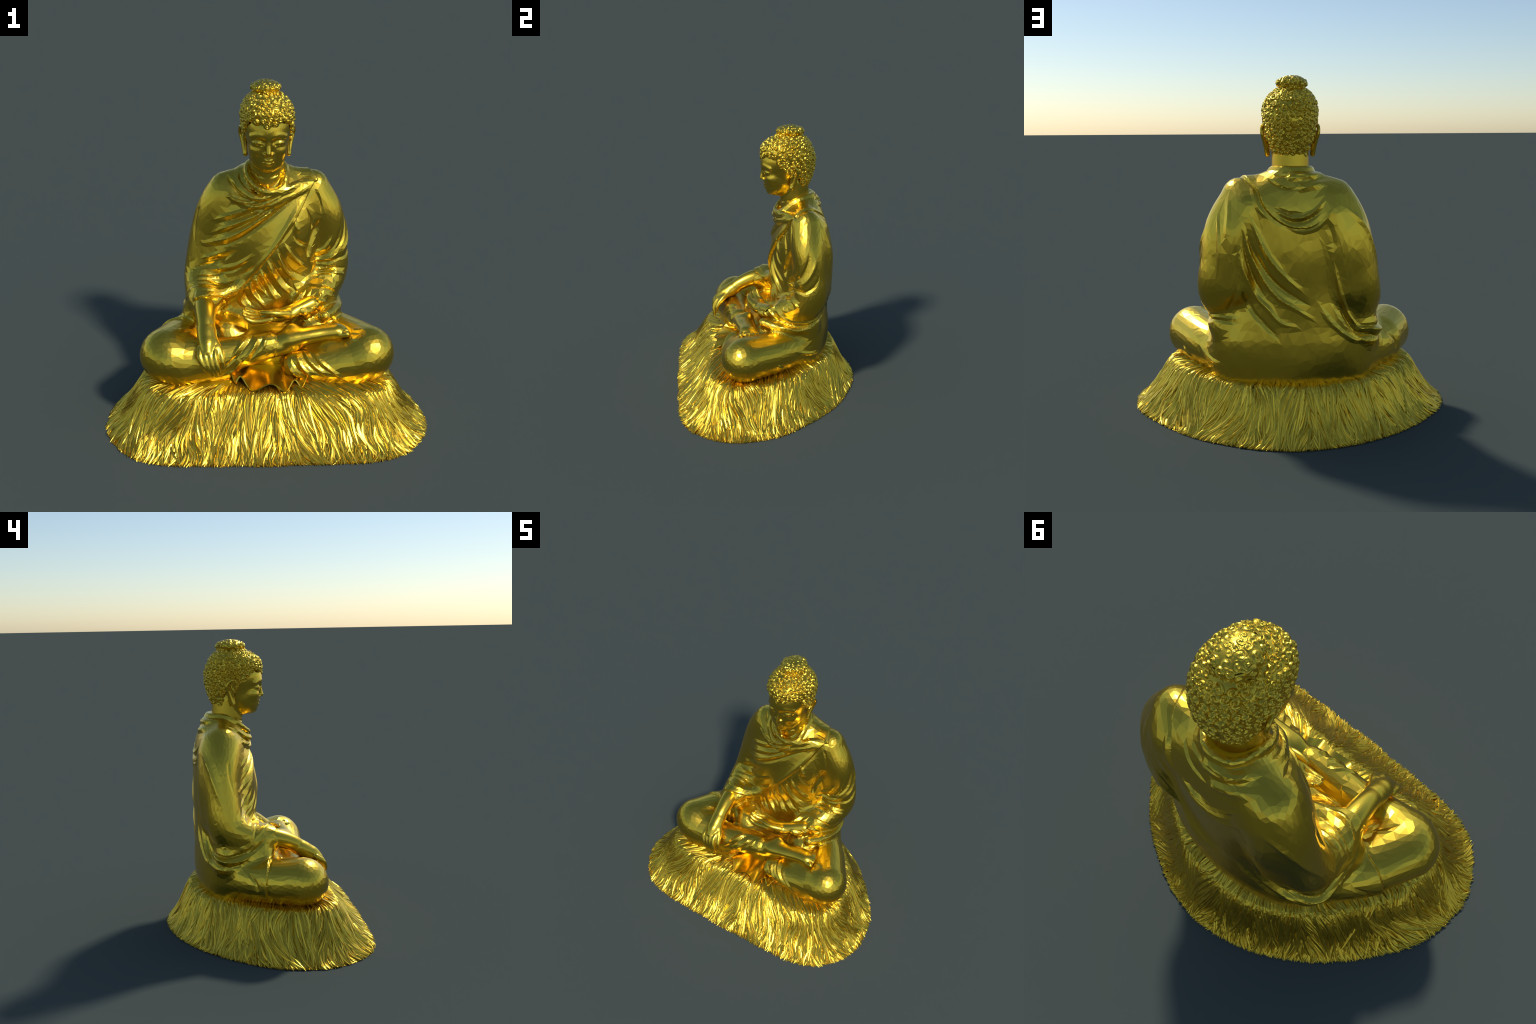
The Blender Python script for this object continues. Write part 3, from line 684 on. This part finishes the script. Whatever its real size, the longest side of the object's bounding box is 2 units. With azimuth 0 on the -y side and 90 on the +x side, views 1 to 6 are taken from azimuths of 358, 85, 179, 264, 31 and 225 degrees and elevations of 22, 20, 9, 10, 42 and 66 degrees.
def build_fan():
    """Pleated skirt hem spreading on the grass below the crossed shins."""
    na, nb = 90, 16
    top = spline([(-0.16, -0.16, 0.345), (0.0, -0.15, 0.35), (0.16, -0.16, 0.345)], na)
    rim = spline([(-0.22, -0.290, 0.340), (-0.15, -0.345, 0.322), (-0.05, -0.392, 0.308), (0.06, -0.392, 0.306), (0.16, -0.362, 0.312), (0.25, -0.320, 0.318)], na)
    a = np.linspace(0, 1, na)[:, None, None]; b = np.linspace(0, 1, nb)[None, :, None]
    P = top[:, None] * (1 - b) + rim[:, None] * b
    P[..., 2] += -0.006 * np.sin(np.pi * b[..., 0])
    wave = np.cos(2 * np.pi * (3.9 * a + 0.22 * np.sin(7 * a)) + 0.6)[..., 0]
    amp = (0.002 + 0.034 * b**1.5)[..., 0]
    P[..., 2] += amp * (wave + 0.75) * 0.55
    P[..., 1] += amp * wave * 0.5
    N = np.cross(np.gradient(P, axis=0), np.gradient(P, axis=1)); N /= np.linalg.norm(N, axis=2)[..., None]
    if N[..., 2].mean() < 0: N = -N
    up = (P + N * 0.004).reshape(-1, 3); dn = (P - N * 0.004).reshape(-1, 3)
    I = np.arange(na * nb).reshape(na, nb); n = na * nb
    q = np.stack([I[:-1, :-1], I[1:, :-1], I[1:, 1:], I[:-1, 1:]], -1).reshape(-1, 4)
    rimq = np.stack([I[:-1, -1], I[1:, -1], I[1:, -1] + n, I[:-1, -1] + n], -1)
    sides = [np.stack([I[k, :-1], I[k, 1:], I[k, 1:] + n, I[k, :-1] + n], -1) for k in (0, -1)]
    return np.vstack([up, dn]), np.vstack([q, q[:, ::-1] + n, rimq, *sides])

def build_knot():
    """Rolled end of the hip cloth, seen as a spiral."""
    f = Field((0.28, -0.13, 0.55), (0.43, 0.02, 0.70), 0.003)
    ax = np.array([-0.15, -0.85, 0.45]); ax /= np.linalg.norm(ax)
    e1 = np.cross(ax, (0, 0, 1)); e1 /= np.linalg.norm(e1); e2 = np.cross(e1, ax)
    c = np.array([0.352, -0.052, 0.618])
    t = np.linspace(0, 4.2 * np.pi, 26); r = 0.006 + 0.030 * t / t[-1]
    pts = c + np.outer(r * np.cos(t), e1) + np.outer(r * np.sin(t) * 0.85, e2) + np.outer(0.018 * (1 - t / t[-1]), ax)
    f.tube(pts, [0.0055], 0.004, 80)
    f.limb(c - ax * 0.055, c - ax * 0.026, 0.036, 0.031, 0.004)
    V, Q = f.mesh(); return smooth(V, Q, 1), Q

V, Q = build_right_hand(); V, T = decimated(V, Q, 5000)
split_regions(V, T, lambda c: (c[:, 1] > -0.235).astype(int), ['hand', 'forearm'], gold)
V, Q = build_left_hand(); V, T = decimated(V, Q, 5000)
split_regions(V, T, lambda c: (c[:, 0] > 0.15).astype(int), ['hand', 'forearm'], gold)
V, Q = build_foot(); V, T = decimated(V, Q, 4500)
new_object('foot', V, T, gold)
V, Q = build_fan(); V, T = decimated(V, Q, 2200)
new_object('pleated_hem', V, T, gold)
V, Q = build_knot(); V, T = decimated(V, Q, 1500)
new_object('cloth_knot', V, T, gold)

# ------------------------------------------------------------------ mound and grass
def polar(table, th):
    """Radius from a table of (degrees above the +x or -x axis, radius), same left and right."""
    a = np.degrees(np.arctan2(np.sin(th), np.abs(np.cos(th))))
    s = spline(np.array(table, float), 300)
    return np.interp(a, s[:, 0], s[:, 1])

# broad rounded triangle with a straight front
RIM = [(-90, 0.695), (-75, 0.715), (-60, 0.795), (-48, 0.905), (-38, 0.985), (-28, 1.015), (-18, 1.014), (-10, 0.980), (0, 0.930), (8, 0.875), (16, 0.822),
       (28, 0.768), (40, 0.732), (54, 0.703), (70, 0.690), (90, 0.690)]
# where the slope starts, just outside the crossed legs and the hips
SHELF = [(-90, 0.375), (-75, 0.392), (-60, 0.448), (-48, 0.54), (-38, 0.655), (-28, 0.735), (-18, 0.742), (-10, 0.715), (0, 0.672), (12, 0.62), (28, 0.565), (45, 0.535), (60, 0.518), (78, 0.503), (90, 0.497)]
SLOPE = [(0, 0.297), (0.12, 0.282), (0.25, 0.238), (0.4, 0.174), (0.55, 0.114), (0.7, 0.066), (0.85, 0.027), (0.95, 0.007), (1.0, 0.0), (1.05, -0.01)]
def rim_radius(th):
    return polar(RIM, th)

def mound_point(th, t):
    """t = 0 on the edge of the seat, 1 on the rim, below 0 under the figure."""
    R = polar(RIM, th); r0 = polar(SHELF, th)
    S = spline(np.array(SLOPE), 200)
    z = np.interp(t, S[:, 0], S[:, 1]) + np.clip(-t * 0.12, 0, 0.03)
    r = np.where(t >= 0, r0 + (R - r0) * t, r0 * (1 + t))
    return np.stack([r * np.cos(th), r * np.sin(th), z], -1)

def build_mound():
    nt, ns = 240, 40
    th = np.linspace(-np.pi, np.pi, nt, endpoint=False); s = np.concatenate([np.linspace(-0.98, -0.05, 10), np.linspace(0, 0.985, ns - 10)])
    TH, S = np.meshgrid(th, s, indexing='ij')
    V = mound_point(TH.ravel(), S.ravel()); V[:, 2] -= 0.004; V[:, 2] = np.maximum(V[:, 2], 0)
    q = []
    I = np.arange(nt * ns).reshape(nt, ns); J = np.roll(I, -1, 0)
    quads = np.stack([I[:, :-1], I[:, 1:], J[:, 1:], J[:, :-1]], -1).reshape(-1, 4)
    return V, quads

V, Q = build_mound()
mound = new_object('grass_mound', V, Q, gold_grass)
def build_grass():
    """Long wavy strands lying on the slope, combed in drifting locks."""
    V = []; T = []
    N = 6400; seg = 8
    th0 = RNG.uniform(-np.pi, np.pi, N); t0 = -0.22 + 1.08 * RNG.random(N)**0.95
    R = polar(RIM, th0); r0 = polar(SHELF, th0)
    slope = np.hypot(R - r0, 0.31)
    L = RNG.uniform(0.12, 0.27, N) / slope
    end = np.minimum(t0 + L, RNG.uniform(0.975, 1.025, N))
    u = np.linspace(0, 1, seg)
    t = t0[:, None] + (end - t0)[:, None] * u
    # integrate the combing direction along each strand
    th = np.zeros((N, seg)); th[:, 0] = th0
    own = RNG.normal(0, 0.20, N); bend = RNG.normal(0, 0.35, N)
    for i in range(1, seg):
        p = th[:, i - 1]; q = t[:, i - 1]
        W = np.stack([np.cos(p) * 3.2, np.sin(p) * 3.2, q * 1.5], 1)
        lean = 0.95 * hash_noise(W, 1.1, 3) + 0.6 * hash_noise(W, 2.4, 5) + own + bend * (u[i] - 0.5)
        th[:, i] = p + lean * (t[:, i] - q) * slope / R
    P = mound_point(th.ravel(), t.ravel())
    e = 1e-3
    A = mound_point(th.ravel() + e, t.ravel()) - P; B = mound_point(th.ravel(), t.ravel() + e) - P
    Nn = np.cross(A, B); Nn /= np.linalg.norm(Nn, axis=1)[:, None] + 1e-12; Nn *= np.sign(Nn[:, 2:3] + 1e-9)
    P = P.reshape(N, seg, 3); Nn = Nn.reshape(N, seg, 3)
    tg = np.gradient(P, axis=1); tg /= np.linalg.norm(tg, axis=2)[..., None] + 1e-9
    sd = np.cross(Nn, tg)
    w = RNG.uniform(0.0055, 0.0115, N)[:, None] * (1.75 * (u + 0.01)**0.35 * (1.005 - u)**0.75)[None]
    hgt = RNG.uniform(-0.004, 0.010, N)[:, None] * (0.25 + 0.75 * u**0.8)[None] - 0.004 * (1 - u)[None]
    C = P + Nn * hgt[..., None]
    roll = RNG.uniform(-0.75, 0.75, N)[:, None, None]                      # each blade leans to one side
    sd, Nn = np.cos(roll) * sd + np.sin(roll) * Nn, np.cos(roll) * Nn - np.sin(roll) * sd
    a = np.radians([0, 55, 125, 180, 270])
    ring = C[:, :, None] + sd[:, :, None] * (np.cos(a)[None, None, :, None] * w[..., None, None]) + Nn[:, :, None] * (np.sin(a)[None, None, :, None] * w[..., None, None] * 1.0)
    ring[..., 2] = np.maximum(ring[..., 2], 0.0)
    m = len(a)
    I = np.arange(N * seg * m).reshape(N, seg, m); J = np.roll(I, -1, 2)
    T = np.stack([I[:, :-1], J[:, :-1], J[:, 1:], I[:, 1:]], -1).reshape(-1, 4)
    return ring.reshape(-1, 3), T
V, Q = build_grass()
grass = new_object('grass', V, Q, gold_grass, parent=mound, flat=True)
grass['kind'] = 'stuff'
